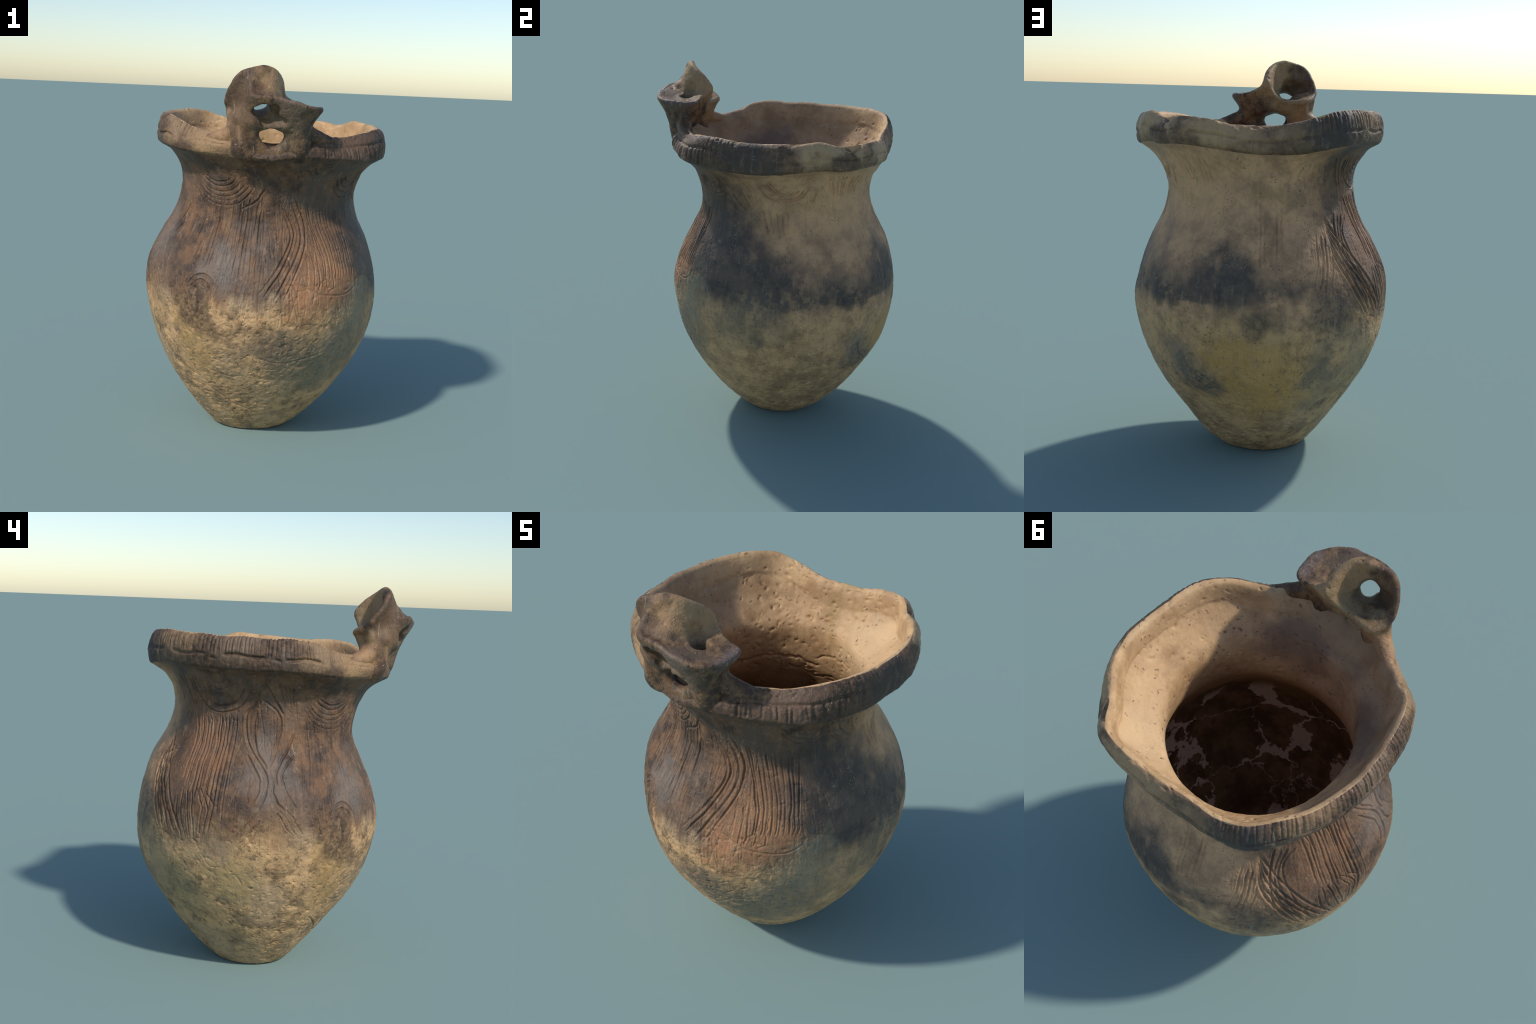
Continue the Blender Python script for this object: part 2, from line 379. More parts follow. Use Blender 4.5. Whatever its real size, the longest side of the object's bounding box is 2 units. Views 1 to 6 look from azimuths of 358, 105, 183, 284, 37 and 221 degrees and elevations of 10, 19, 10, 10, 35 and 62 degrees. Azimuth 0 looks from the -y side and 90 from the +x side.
def funnel(lip, throat, bend, r_lip, r_throat, n=96, m=9):
    """Trumpet wall from a closed lip curve down to a throat ring."""
    L, T = spline(lip, n, True), spline(throat, n, True)
    for j in range(m + 1):
        t = j / m
        mid = (L + T) / 2 * (1 - .3) + (T + np.asarray(bend)) * .3
        q = L * (1 - t) ** 2 + 2 * mid * t * (1 - t) + T * t * t
        r = r_lip + (r_throat - r_lip) * t
        for c in q: stamp(c, r)

def ring(center, radius, axis, n=12, lean=(0, 0, 1)):
    w = Vector(axis).normalized(); u = Vector(lean); u = (u - u.dot(w) * w).normalized(); v = w.cross(u)
    return [tuple(Vector(center) + radius * (math.cos(TAU * i / n) * u + math.sin(TAU * i / n) * v)) for i in range(n)]

# two scrolls set back to back: one opens to the back, one to the front and right; they share the tall crest
BACK_LIP = [(-.062, -.567, 1.984), (-.140, -.596, 1.964), (-.180, -.594, 1.938), (-.205, -.578, 1.900), (-.222, -.554, 1.862), (-.229, -.514, 1.810),
            (-.185, -.450, 1.774), (-.100, -.464, 1.768), (-.030, -.456, 1.787), (.020, -.432, 1.838), (.030, -.424, 1.870),
            (.022, -.475, 1.925), (-.005, -.537, 1.966)]
FRONT_LIP = [(-.040, -.572, 1.978), (-.100, -.606, 1.935), (-.124, -.640, 1.888), (-.104, -.684, 1.852), (-.045, -.694, 1.849),
             (.015, -.694, 1.842), (.060, -.698, 1.830), (.100, -.697, 1.826), (.160, -.676, 1.806), (.215, -.610, 1.800), (.224, -.545, 1.798),
             (.212, -.475, 1.798), (.165, -.452, 1.802), (.110, -.450, 1.818), (.042, -.432, 1.862), (.018, -.500, 1.935)]
WAIST = [(-.06, -.555, 1.76), (-.11, -.580, 1.745), (-.130, -.585, 1.738), (-.10, -.602, 1.735), (-.03, -.612, 1.735), (.03, -.605, 1.735),
         (.065, -.605, 1.732), (.10, -.602, 1.730), (.120, -.590, 1.728), (.130, -.565, 1.730), (.130, -.545, 1.730), (.125, -.515, 1.732),
         (.115, -.500, 1.735), (.075, -.495, 1.738), (.02, -.490, 1.742), (.00, -.530, 1.76)]
TUNNEL = (-.062, -.600, 1.795)
group()
funnel(BACK_LIP, ring(TUNNEL, .062, (0, -.92, -.38)), (0, .075, .035), .0165, .028)
for a, b in (((-.224, -.515, 1.792), (-.190, -.540, 1.715)), ((-.180, -.456, 1.766), (-.165, -.505, 1.700)), ((-.140, -.460, 1.762), (-.130, -.500, 1.715)),
             ((-.100, -.467, 1.762), (-.095, -.500, 1.730)), ((-.060, -.465, 1.770), (-.050, -.500, 1.735)), ((-.030, -.460, 1.780), (0, -.500, 1.735)), ((.018, -.436, 1.830), (.050, -.500, 1.735))):
    rod([(*a, .014), (*[(p * .55 + q * .45) for p, q in zip(a, b)], .024), (*b, .032)])
group()
L, W = spline(FRONT_LIP, 110, True), spline(WAIST, 110, True)
for j in range(11):                                   # the front scroll is a thick-walled cup, thin only at its lip
    t = j / 10
    mid = .72 * W + .28 * L + np.array((0, 0, -.012))
    for c in L * (1 - t) ** 2 + 2 * mid * t * (1 - t) + W * t * t: stamp(c, .0145 + .030 * t)
for c, e in zip(L, spline(ring((.078, -.545, 1.752), .030, (0, 0, -1), 16, (-1, -.2, 0)), 110, True)):
    for t in np.linspace(0, 1, 9): stamp(c * (1 - t) + e * t, .0145 + .024 * t)
rod([(-.05, -.580, 1.955, .018), (-.03, -.575, 1.900, .026), (-.015, -.565, 1.850, .030)])
rod([(-.12, -.640, 1.890, .020), (-.10, -.640, 1.865, .024), (-.02, -.630, 1.850, .022)])
rod([(.06, -.55, 1.735, .045), (.07, -.54, 1.745, .045)])
group()
# bridge between the two legs
rod([(-.16, -.585, 1.742, .036), (-.06, -.605, 1.735, .026), (.03, -.600, 1.738, .030), (.10, -.57, 1.735, .05)])
rod([(-.17, -.530, 1.745, .040), (-.08, -.520, 1.740, .028), (.02, -.510, 1.745, .030), (.10, -.53, 1.74, .05)])
rod([(-.16, -.56, 1.745, .032), (-.06, -.56, 1.735, .024), (.05, -.56, 1.735, .028)])
# left leg, its sharp front edge, and its foot along the rim
rod([(-.150, -.540, 1.780, .044), (-.142, -.545, 1.720, .054), (-.146, -.550, 1.670, .060), (-.150, -.545, 1.600, .058)])
rod([(-.112, -.664, 1.842, .018), (-.132, -.606, 1.775, .024), (-.148, -.588, 1.700, .028), (-.150, -.580, 1.64, .032), (-.15, -.570, 1.59, .030)])
rod([(-.170, -.53, 1.700, .045), (-.215, -.510, 1.660, .042), (-.295, -.450, 1.636, .032), (-.350, -.405, 1.628, .022)])
# right leg, its front, and its foot
rod([(.085, -.550, 1.770, .058), (.110, -.555, 1.730, .068), (.118, -.560, 1.680, .064), (.132, -.548, 1.600, .058)])
rod([(.130, -.622, 1.755, .020), (.125, -.608, 1.710, .030), (.128, -.588, 1.650, .036), (.135, -.572, 1.59, .034)])
rod([(.130, -.53, 1.700, .045), (.190, -.515, 1.668, .042), (.275, -.475, 1.642, .032), (.34, -.435, 1.630, .022)])
rod([(-.15, -.545, 1.585, .050), (0, -.545, 1.570, .036), (.14, -.545, 1.585, .050)])
rod([(-.104, -.585, 1.69, .028), (-.094, -.575, 1.64, .028), (-.06, -.568, 1.598, .032), (-.008, -.566, 1.584, .032), (.042, -.568, 1.598, .032), (.074, -.575, 1.64, .028), (.082, -.585, 1.69, .028)])
# pierced tunnel of the back scroll, coming out under the front lip
fuse(.030)
rod([(-.074, -.50, 1.830, .034), (-.066, -.560, 1.806, .036), (-.060, -.600, 1.792, .036), (-.053, -.64, 1.780, .042), (-.045, -.70, 1.768, .046)], carve=True)
rod([(-.078, -.645, 1.785, .034), (-.04, -.650, 1.790, .034), (-.012, -.660, 1.785, .030), (-.005, -.74, 1.78, .034)], carve=True)
rod([(-.094, -.549, 1.865, .044), (-.065, -.592, 1.803, .036), (-.047, -.619, 1.765, .034), (-.011, -.672, 1.688, .034)], carve=True)
rod([(-.175, -.535, 1.866, .040), (-.062, -.600, 1.795, .030), (-.012, -.630, 1.762, .026), (.038, -.658, 1.730, .024)], carve=True)
# pit of the front scroll
rod([(.085, -.545, 1.87, .055), (.078, -.542, 1.81, .032), (.074, -.540, 1.760, .022)], carve=True)
# arch between the legs
for x, r in ((-.024, 0), (-.010, .004), (.004, 0)):
    rod([(x, -.72, 1.660, .037 + r), (x, -.60, 1.663, .035 + r), (x, -.52, 1.668, .037 + r), (x, -.42, 1.674, .052)], carve=True)

# soften, then pull a surface out of the field (surface nets)
def blur(f, s):
    k = np.exp(-.5 * (np.arange(-4, 5) / s) ** 2); k /= k.sum()
    for ax in range(3):
        pads = [(0, 0)] * 3; pads[ax] = (4, 4)
        g = np.pad(f, pads, mode="edge")
        f = sum(k[i] * np.take(g, np.arange(i, i + f.shape[ax]), axis=ax) for i in range(9))
    return f
field = blur(field, 1.25)

def surface_nets(F, lo, h):
    inside = F < 0
    corners = [(i, j, k) for i in (0, 1) for j in (0, 1) for k in (0, 1)]
    n = np.array(F.shape) - 1
    view = lambda A, c: A[c[0]:c[0] + n[0], c[1]:c[1] + n[1], c[2]:c[2] + n[2]]
    cnt = sum(view(inside, c).astype(np.int8) for c in corners)
    cells = np.argwhere((cnt > 0) & (cnt < 8))
    idx = -np.ones(n, np.int64); idx[tuple(cells.T)] = np.arange(len(cells))
    acc, num = np.zeros((len(cells), 3)), np.zeros(len(cells))
    for a in corners:
        for ax in range(3):
            if a[ax]: continue
            b = list(a); b[ax] = 1
            fa, fb = F[tuple((cells + a).T)], F[tuple((cells + b).T)]
            x = (fa < 0) != (fb < 0)
            t = np.where(x, fa / np.where(x, fa - fb, 1), 0)
            p = cells + np.array(a, float); p[:, ax] += t
            acc[x] += p[x]; num += x
    verts = lo + acc / num[:, None] * h
    quads = []
    for ax in range(3):
        u, v = (ax + 1) % 3, (ax + 2) % 3
        A = np.take(inside, np.arange(F.shape[ax] - 1), axis=ax); B = np.take(inside, np.arange(1, F.shape[ax]), axis=ax)
        e = np.argwhere(A != B)
        e = e[(e[:, u] > 0) & (e[:, v] > 0) & (e[:, u] < n[u]) & (e[:, v] < n[v])]
        q = []
        for du_, dv_ in ((-1, -1), (0, -1), (0, 0), (-1, 0)):
            c = e.copy(); c[:, u] += du_; c[:, v] += dv_
            q.append(idx[tuple(c.T)])
        q = np.stack(q, 1)
        flip = ~A[tuple(e.T)]
        q[flip] = q[flip][:, ::-1]
        quads.append(q)
    return verts, np.concatenate(quads)

hv, hq = surface_nets(field, LO, H)
def mesh_normals(v, q):
    n = np.zeros_like(v)
    f = np.cross(v[q[:, 2]] - v[q[:, 0]], v[q[:, 3]] - v[q[:, 1]])
    for k in range(4): np.add.at(n, q[:, k], f)
    return n / (np.linalg.norm(n, axis=1, keepdims=True) + 1e-12)
hn = mesh_normals(hv, hq)
bump = .0035 * fractal(hv, 9, 2, 40) + .0022 * fractal(hv, 30, 3, 44) + .0008 * fractal(hv, 80, 2, 47)
for _ in range(150):
    c = hv[rng.integers(0, len(hv))]
    bump -= rng.uniform(.002, .006) * np.exp(-((hv - c) ** 2).sum(1) / rng.uniform(.0035, .0075) ** 2)
hv = hv + hn * bump[:, None]

# ------------------------------------------------------------------ materials
# a small shorthand for node trees
class Clay:
    def __init__(self, name):
        self.m = bpy.data.materials.new(name); self.m.use_nodes = True
        self.t = self.m.node_tree; self.n = self.t.nodes; self.b = self.n["Principled BSDF"]
        self.co = self.n.new("ShaderNodeTexCoord").outputs["Object"]
        sep = self.n.new("ShaderNodeSeparateXYZ"); self.t.links.new(self.co, sep.inputs[0])
        self.x, self.y, self.z = sep.outputs
        # position shaken by noise, so that patches get ragged edges
        w = self.n.new("ShaderNodeTexNoise"); w.inputs["Scale"].default_value = 7; w.inputs["Detail"].default_value = 5
        w.inputs["Roughness"].default_value = .62
        self.t.links.new(self.co, w.inputs["Vector"])
        sub = self.vec("SUBTRACT", w.outputs["Color"], (.5, .5, .5))
        self.shaken = self.vec("MULTIPLY_ADD", sub, (.34, .34, .26), self.co)
        w2 = self.n.new("ShaderNodeTexNoise"); w2.inputs["Scale"].default_value = 45; w2.inputs["Detail"].default_value = 3
        self.t.links.new(self.co, w2.inputs["Vector"])
        self.rag = self.vec("MULTIPLY_ADD", self.vec("SUBTRACT", w2.outputs["Color"], (.5, .5, .5)), (.045, .045, .045), self.co)
        s2 = self.n.new("ShaderNodeSeparateXYZ"); self.t.links.new(self.shaken, s2.inputs[0]); self.sz = s2.outputs[2]

    def put(self, sock, v):
        if isinstance(v, bpy.types.NodeSocket): self.t.links.new(v, sock)
        else: sock.default_value = v

    def vec(self, op, a, b=None, c=None):
        n = self.n.new("ShaderNodeVectorMath"); n.operation = op
        for s, v in zip(n.inputs, (a, b, c)):
            if v is not None: self.put(s, v)
        return n.outputs["Value"] if op in ("LENGTH", "DOT_PRODUCT", "DISTANCE") else n.outputs["Vector"]

    def math(self, op, a, b=None, clamp=False):
        n = self.n.new("ShaderNodeMath"); n.operation = op; n.use_clamp = clamp
        self.put(n.inputs[0], a)
        if b is not None: self.put(n.inputs[1], b)
        return n.outputs[0]

    def noise(self, scale, detail=4, rough=.6, stretch=(1, 1, 1), offset=0):
        mp = self.n.new("ShaderNodeMapping"); self.t.links.new(self.co, mp.inputs["Vector"])
        mp.inputs["Scale"].default_value = stretch; mp.inputs["Location"].default_value = (offset, offset * .7, offset * 1.3)
        n = self.n.new("ShaderNodeTexNoise"); self.t.links.new(mp.outputs[0], n.inputs["Vector"])
        n.inputs["Scale"].default_value = scale; n.inputs["Detail"].default_value = detail; n.inputs["Roughness"].default_value = rough
        return n.outputs["Fac"]

    def cells(self, scale, feature="F1", offset=0, randomness=1, vector=None):
        n = self.n.new("ShaderNodeTexVoronoi"); n.feature = feature
        v = self.vec("ADD", vector or self.rag, (offset, offset * .6, offset * 1.7))
        self.t.links.new(v, n.inputs["Vector"]); n.inputs["Scale"].default_value = scale; n.inputs["Randomness"].default_value = randomness
        return n

    def ramp(self, v, a, b, lo=0., hi=1.):
        n = self.n.new("ShaderNodeMapRange"); n.interpolation_type = "SMOOTHSTEP"
        self.put(n.inputs["Value"], v)
        for k, q in zip(("From Min", "From Max", "To Min", "To Max"), (a, b, lo, hi)): n.inputs[k].default_value = q
        return n.outputs["Result"]

    def times(self, *f):
        out = f[0]
        for g in f[1:]: out = self.math("MULTIPLY", out, g)
        return out

    def mix(self, fac, a, b):
        n = self.n.new("ShaderNodeMix"); n.data_type = "RGBA"
        self.put(n.inputs["Factor"], fac)
        for s, v in ((n.inputs["A"], a), (n.inputs["B"], b)) if False else ((n.inputs[6], a), (n.inputs[7], b)):
            self.put(s, (*v, 1) if isinstance(v, tuple) else v)
        return n.outputs[2]

    def facing(self, angle, a=-.2, b=.6):
        """1 on the side of the pot that lies toward this angle (degrees from +x), by position."""
        r = math.radians(angle)
        d = self.vec("DOT_PRODUCT", self.shaken, (math.cos(r), math.sin(r), 0))
        return self.ramp(d, a * .6, b * .6)

    def patch(self, angle, z, size, radius=.62, soft=.5, tall=1.0):
        """A ragged patch on the wall at an angle and height; tall < 1 stretches it upright."""
        r = math.radians(angle)
        c = (radius * math.cos(r), radius * math.sin(r) + .06, z)
        d = self.vec("SUBTRACT", self.shaken, c)
        d = self.vec("LENGTH", self.vec("MULTIPLY", d, (1, 1, tall)))
        return self.ramp(d, size * (1 + soft), size * (1 - soft))

    def finish(self, color, rough, height=None, strength=.3, distance=.004):
        self.put(self.b.inputs["Base Color"], color)
        self.put(self.b.inputs["Roughness"], rough)
        self.b.inputs["Specular IOR Level"].default_value = .35
        if height is not None:
            bp = self.n.new("ShaderNodeBump"); bp.inputs["Strength"].default_value = strength; bp.inputs["Distance"].default_value = distance
            self.put(bp.inputs["Height"], height); self.t.links.new(bp.outputs[0], self.b.inputs["Normal"])
        return self.m


def outer_clay(name, rim=False, handle=False):
    k = Clay(name)
    mottle, cloud, fleck = k.noise(9, 6, .68), k.noise(3.2, 4, .6, offset=3), k.noise(42, 4, .7, offset=7)
    streak = k.noise(16, 5, .65, (1, 1, .16), 5)
    BROWN, UMBER, GREY = (.178, .094, .048), (.062, .037, .025), (.140, .100, .072)
    TAN, BUFF = (.68, .39, .20), (.58, .355, .170)
    SOOT, ORANGE, OCHRE = (.064, .052, .045), (.42, .205, .100), (.50, .285, .088)
    # upper wall: fired brown in front, paler grey tan at the back right
    c = k.mix(k.ramp(mottle, .39, .62), UMBER, BROWN)
    c = k.mix(k.times(k.ramp(cloud, .47, .66), .55), c, GREY)
    c = k.mix(k.times(k.ramp(streak, .52, .70), .5), c, (.25, .138, .072))
    pale = k.facing(58, .12, .62)
    c = k.mix(k.times(pale, .92), c, k.mix(k.ramp(mottle, .35, .65), (.40, .225, .122), TAN))
    if not (rim or handle):
        for a, z, s, tall, amount in ((8, .96, .20, 1.2, .80), (338, 1.10, .22, .75, .85), (42, .93, .14, 1.5, .6), (79, .98, .14, .85, .95), (350, .92, .24, 1, .8), (58, 1.0, .11, 1, .35)):
            c = k.mix(k.times(k.patch(a, z, s, tall=tall), k.ramp(streak, .30, .50, .55, 1), amount), c, k.mix(k.ramp(mottle, .4, .62), SOOT, (.135, .098, .074)))
        c = k.mix(k.times(k.patch(298, 1.12, .16, .56), .35), c, (.30, .16, .085))
        c = k.mix(k.times(k.patch(160, 1.18, .15, .56, tall=.7), .45), c, (.32, .155, .075))
        c = k.mix(k.times(k.patch(247, 1.0, .13), .55), c, (.20, .165, .14))
        c = k.mix(k.times(k.patch(196, 1.12, .12, .58, tall=.7), .5), c, (.19, .155, .13))
        # a band of soot with a sharp ragged lower edge round the back
        edge = k.math("ADD", k.z, k.math("MULTIPLY", k.math("SUBTRACT", k.noise(6, 5, .6, offset=51), .5), .16))
        band = k.times(k.ramp(edge, .850, .875), k.ramp(edge, 1.07, .90), k.facing(40, -.1, .5), k.ramp(k.noise(4.2, 3, .6, offset=57), .36, .56))
        c = k.mix(k.times(band, .85), c, k.mix(k.ramp(mottle, .42, .60), SOOT, (.12, .088, .066)))
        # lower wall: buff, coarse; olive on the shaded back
        low = k.ramp(k.math("ADD", k.sz, k.math("MULTIPLY", k.math("SUBTRACT", k.math("ADD", k.math("MULTIPLY", mottle, .5), k.math("MULTIPLY", streak, .5)), .5), .50)), .885, .750)
        grain = k.noise(24, 6, .72, offset=31)
        buff = k.mix(k.ramp(mottle, .36, .60), (.24, .15, .075), BUFF)
        buff = k.mix(k.times(k.ramp(grain, .52, .63), .78), buff, (.125, .076, .042))
        buff = k.mix(k.times(k.ramp(k.noise(13, 5, .7, offset=71), .58, .68), .5), buff, (.42, .21, .085))
        buff = k.mix(k.times(k.ramp(grain, .44, .32), .4), buff, (.58, .42, .25))
        buff = k.mix(k.times(k.ramp(cloud, .44, .64), .6), buff, (.37, .265, .165))
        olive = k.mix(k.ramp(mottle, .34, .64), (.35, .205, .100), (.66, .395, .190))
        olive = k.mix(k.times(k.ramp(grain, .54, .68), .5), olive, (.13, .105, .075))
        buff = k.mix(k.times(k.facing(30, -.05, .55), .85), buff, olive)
        c = k.mix(low, c, buff)
        for a, z, s, tall, col, amount in (
                (300, .93, .15, 1, ORANGE, .6), (286, .88, .09, 1, ORANGE, .6), (205, .17, .09, 2, ORANGE, .55), (288, .78, .09, 1, (.43, .20, .09), .45),
                (90, .50, .24, .9, OCHRE, .75), (78, .56, .13, 1, OCHRE, .6), (104, .42, .15, 1, OCHRE, .6), (233, .60, .11, .5, (.38, .23, .07), .55), (184, .56, .13, 1, (.40, .28, .10), .5),
                (234, .79, .10, .8, UMBER, .85), (243, .70, .07, 1, UMBER, .65), (272, .60, .13, 1.5, (.115, .088, .062), .8), (284, .53, .13, 1, (.11, .092, .066), .75),
                (300, .43, .17, 1.1, (.165, .150, .098), .85), (318, .56, .14, .8, (.165, .155, .115), .8), (322, .80, .13, .9, (.25, .23, .16), .7),
                (60, .54, .11, 1, (.145, .130, .112), .8), (68, .45, .10, 1.2, (.10, .088, .075), .8), (52, .62, .08, 1, (.20, .175, .14), .6), (122, .52, .08, 1, (.13, .115, .09), .75), (135, .35, .045, 1, SOOT, .8),
                (0, .77, .17, 1.2, (.130, .108, .082), .75), (345, .70, .12, 1, (.19, .155, .105), .55), (125, .80, .13, 1.4, SOOT, .85), (95, .82, .11, 1, SOOT, .75), (50, .885, .13, 2.4, SOOT, .8), (20, .89, .13, 2.4, SOOT, .6),
                (160, .80, .10, 1, UMBER, .6), (205, .83, .11, 1, (.20, .115, .06), .6), (150, .45, .16, 1, (.285, .235, .125), .6), (245, .33, .1, 1, (.24, .16, .09), .4)):
            c = k.mix(k.times(k.patch(a, z, s, .60 if z > .4 else .46, tall=tall), amount), c, k.mix(k.times(k.ramp(grain, .46, .60), .55), col, buff))
        # pale neck at the back, its old glue line
        c = k.mix(k.times(k.patch(48, 1.38, .22, .50), .6), c, TAN)
        glue = k.math("ABSOLUTE", k.math("SUBTRACT", k.sz, 1.335))
        c = k.mix(k.times(k.ramp(glue, .034, .008), k.facing(72, .35, .75), k.ramp(cloud, .40, .60), .5), c, (.36, .22, .075))
    elif rim:
        c = k.mix(k.times(k.ramp(mottle, .34, .52, .45, .95), .95), c, k.mix(k.ramp(fleck, .4, .6), (.050, .032, .022), (.120, .070, .040)))
        for a, z, s, col, amount in ((70, 1.67, .12, (.56, .35, .18), .8), (28, 1.68, .10, (.54, .35, .18), .85), (48, 1.68, .06, (.54, .35, .19), .7), (88, 1.68, .13, (.52, .32, .165), .75), (108, 1.68, .09, (.36, .22, .115), .6),
                               (240, 1.66, .12, (.38, .235, .115), .8), (256, 1.62, .11, (.30, .175, .090), .7), (222, 1.70, .10, (.36, .23, .12), .6), (150, 1.73, .10, (.32, .20, .11), .6), (182, 1.74, .11, (.21, .14, .09), .6), (126, 1.64, .12, SOOT, .85), (355, 1.60, .14, SOOT, .7), (310, 1.60, .13, (.17, .105, .068), .6)):
            c = k.mix(k.times(k.patch(a, z, s, .60), amount), c, col)
    if handle:
        c = k.mix(k.times(k.ramp(cloud, .36, .52, .6, 1), .95), c, k.mix(k.ramp(k.noise(19, 5, .7, offset=33), .42, .60), (.048, .030, .021), (.185, .105, .050)))
        up = k.vec("LENGTH", k.vec("MULTIPLY", k.vec("SUBTRACT", k.shaken, (.02, -.50, 1.93)), (1, 1, 1)))
        c = k.mix(k.times(k.ramp(up, .19, .08), .8), c, (.42, .265, .130))
        for p, s, col, amount in (((-.10, -.46, 1.78), .14, (.36, .25, .13), .8), ((-.17, -.62, 1.88), .09, (.105, .062, .036), .8), ((0, -.62, 1.89), .08, (.33, .20, .105), .55), ((-.17, -.56, 1.76), .08, (.075, .046, .03), .8), ((-.22, -.52, 1.70), .05, (.40, .22, .10), .7), ((-.24, -.44, 1.66), .12, (.38, .22, .11), .8),
                                  ((.10, -.70, 1.82), .09, (.17, .115, .085), .8), ((.23, -.55, 1.81), .08, (.13, .095, .08), .8), ((.05, -.62, 1.74), .12, (.15, .105, .065), .7), ((-.16, -.60, 1.74), .09, (.23, .135, .07), .5)):
            d = k.vec("LENGTH", k.vec("SUBTRACT", k.shaken, p))
            c = k.mix(k.times(k.ramp(d, s * 1.4, s * .5), amount), c, col)
    brush = k.noise(38, 4, .7, (1, 1, .13), 41)
    c = k.mix(k.times(k.ramp(brush, .52, .66), .38), c, k.mix(.35, c, (.03, .02, .015)))
    c = k.mix(k.times(k.ramp(brush, .44, .32), .28), c, k.mix(.6, c, (.50, .36, .22)))
    # grain: dark grit, soot freckles, pale specks
    c = k.mix(k.times(k.ramp(fleck, .56, .72), .45), c, k.mix(.5, c, UMBER))
    grit = k.cells(62, offset=2)
    c = k.mix(k.times(k.ramp(grit.outputs["Distance"], .26, .14), k.ramp(k.noise(11, 2, .5, offset=9), .48, .60), .75), c, (.055, .040, .034))
    spk = k.cells(75, offset=8)
    c = k.mix(k.times(k.ramp(spk.outputs["Distance"], .22, .10), k.ramp(k.noise(8, 3, .6, offset=12), .54, .66), .75), c, (.54, .46, .34))
    scrape = k.noise(70, 3, .6, (1, 1, .07), 61)
    c = k.mix(k.times(k.ramp(scrape, .62, .70), k.ramp(k.noise(5, 3, .6, offset=65), .50, .62), .35), c, (.46, .37, .26))
    dust = k.ramp(k.noise(24, 5, .7, offset=15), .60, .72)
    c = k.mix(k.times(dust, .20), c, (.36, .29, .20))
    h = k.math("ADD", k.math("MULTIPLY", fleck, .7), k.math("MULTIPLY", k.noise(130, 3, .6), .3))
    return k.finish(c, k.ramp(mottle, .3, .7, .46, .70), h, .8, .008)


def inner_clay(name):
    k = Clay(name)
    mottle, cloud, fleck = k.noise(8, 6, .66, offset=2), k.noise(2.6, 4, .6, offset=5), k.noise(40, 4, .7, offset=1)
    c = k.mix(k.ramp(mottle, .34, .62), (.42, .250, .120), (.60, .385, .195))
    c = k.mix(k.times(k.ramp(cloud, .42, .62), .7), c, (.54, .345, .180))
    stain = k.noise(5.5, 6, .7, offset=27)
    c = k.mix(k.times(k.ramp(stain, .50, .64), .55), c, (.33, .190, .090))
    c = k.mix(k.times(k.ramp(stain, .44, .34), .4), c, (.66, .46, .26))
    # darker side toward the handle and the left, brown band under the lip
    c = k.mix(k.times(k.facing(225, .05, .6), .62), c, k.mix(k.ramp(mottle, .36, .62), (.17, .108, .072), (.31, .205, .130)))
    c = k.mix(k.times(k.patch(210, 1.46, .17, .45), .6), c, (.11, .09, .08))
    c = k.mix(k.times(k.patch(290, 1.48, .16, .42), .6), c, (.11, .085, .075))
    under = k.math("ABSOLUTE", k.math("SUBTRACT", k.sz, 1.60))
    c = k.mix(k.times(k.ramp(under, .055, .01), k.facing(160, -.5, .5), .45), c, (.30, .175, .075))
    c = k.mix(k.times(k.patch(52, 1.42, .20, .50), .55), c, (.66, .46, .26))
    seam = k.math("ABSOLUTE", k.vec("DOT_PRODUCT", k.shaken, (math.cos(math.radians(-14)), math.sin(math.radians(-14)), .05)))
    c = k.mix(k.times(k.ramp(seam, .03, .008), k.facing(76, .4, .8), .5), c, (.36, .24, .09))
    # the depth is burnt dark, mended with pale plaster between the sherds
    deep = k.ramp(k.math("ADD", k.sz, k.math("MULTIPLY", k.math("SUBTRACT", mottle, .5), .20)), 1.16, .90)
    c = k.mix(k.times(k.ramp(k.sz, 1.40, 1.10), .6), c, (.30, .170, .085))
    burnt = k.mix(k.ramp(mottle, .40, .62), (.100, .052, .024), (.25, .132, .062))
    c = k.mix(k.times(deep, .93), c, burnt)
    sherd = k.cells(3.1, "DISTANCE_TO_EDGE", 4.3, .9, k.vec("MULTIPLY_ADD", k.shaken, (.75, .75, .75), k.vec("MULTIPLY", k.co, (.25, .25, .25))))
    wide = k.math("MULTIPLY", k.ramp(k.noise(3.0, 2, .5, offset=21), .46, .72), .13)
    gap = k.ramp(k.math("SUBTRACT", sherd.outputs["Distance"], wide), .016, -.010)
    c = k.mix(k.times(gap, k.ramp(k.z, 1.00, .86), .9), c, (.74, .56, .43))
    grit = k.cells(34, offset=2)
    c = k.mix(k.times(k.ramp(grit.outputs["Distance"], .26, .12), k.ramp(k.noise(9, 2, .5, offset=9), .48, .60), .8), c, (.12, .07, .042))
    c = k.mix(k.times(k.ramp(fleck, .56, .72), .35), c, (.22, .145, .08))
    h = k.math("ADD", k.math("MULTIPLY", fleck, .7), k.math("MULTIPLY", k.noise(120, 3, .6), .3))
    return k.finish(c, k.ramp(mottle, .3, .7, .55, .75), h, .45, .005)

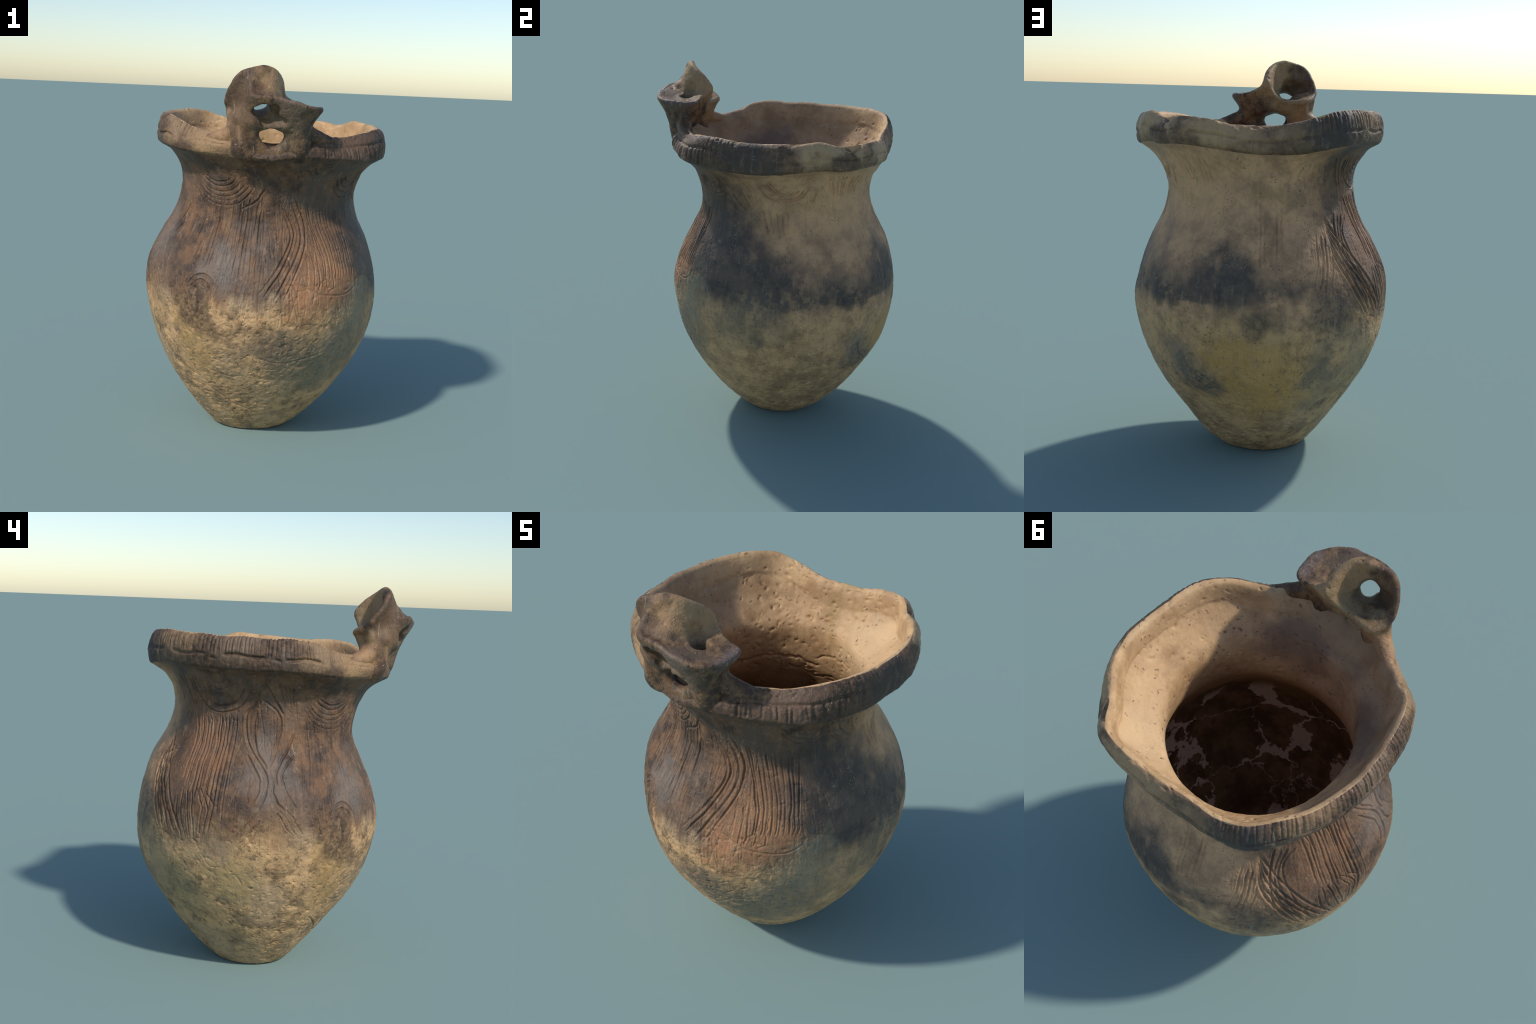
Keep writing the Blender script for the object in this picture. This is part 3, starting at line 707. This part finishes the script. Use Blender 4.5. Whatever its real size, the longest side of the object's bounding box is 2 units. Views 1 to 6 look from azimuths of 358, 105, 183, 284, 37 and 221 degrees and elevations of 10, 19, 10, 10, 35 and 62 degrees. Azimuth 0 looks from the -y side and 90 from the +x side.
wall = outer_clay("combed_clay")
PART_MATERIAL = {p: wall for p in ("base", "belly", "neck")}
PART_MATERIAL["rim"] = outer_clay("rim_clay", rim=True)
PART_MATERIAL["handle"] = outer_clay("handle_clay", handle=True)
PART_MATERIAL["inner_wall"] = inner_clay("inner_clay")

# ------------------------------------------------------------------ meshes
root = bpy.data.objects.new("clay_jar", None)
bpy.context.scene.collection.objects.link(root)
root["label"] = "earthenware jar, lobed flaring rim, combed body, pierced scroll handle"
root["category"] = "pottery jar"

def quad_mesh(name, verts, quads, material, normals=None):
    me = bpy.data.meshes.new(name)
    me.vertices.add(len(verts)); me.vertices.foreach_set("co", verts.astype(np.float32).ravel())
    me.loops.add(quads.size); me.loops.foreach_set("vertex_index", quads.astype(np.int32).ravel())
    me.polygons.add(len(quads)); me.polygons.foreach_set("loop_start", np.arange(len(quads), dtype=np.int32) * 4)
    me.polygons.foreach_set("use_smooth", np.ones(len(quads), bool))
    me.update(calc_edges=True); me.validate()
    if normals is not None: me.normals_split_custom_set_from_vertices(normals.astype(np.float32).tolist())
    me.materials.append(material)
    ob = bpy.data.objects.new(name, me); ob.parent = root
    bpy.context.scene.collection.objects.link(ob)
    return ob

# normals of the finished wall, shared by the parts it is cut into
du = np.roll(XYZ, -1, 1) - np.roll(XYZ, 1, 1); dv = np.gradient(XYZ, axis=0)
VN = np.cross(du, dv); VN /= np.linalg.norm(VN, axis=2, keepdims=True) + 1e-12
cols = np.arange(COLS); nxt = (cols + 1) % COLS
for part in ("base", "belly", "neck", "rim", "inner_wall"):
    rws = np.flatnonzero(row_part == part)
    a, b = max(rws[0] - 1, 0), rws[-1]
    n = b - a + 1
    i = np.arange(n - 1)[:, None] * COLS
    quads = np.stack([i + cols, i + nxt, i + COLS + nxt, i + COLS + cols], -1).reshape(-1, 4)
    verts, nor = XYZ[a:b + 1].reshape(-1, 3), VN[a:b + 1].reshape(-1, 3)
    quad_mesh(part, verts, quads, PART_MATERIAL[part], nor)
quad_mesh("handle", hv, hq, PART_MATERIAL["handle"])
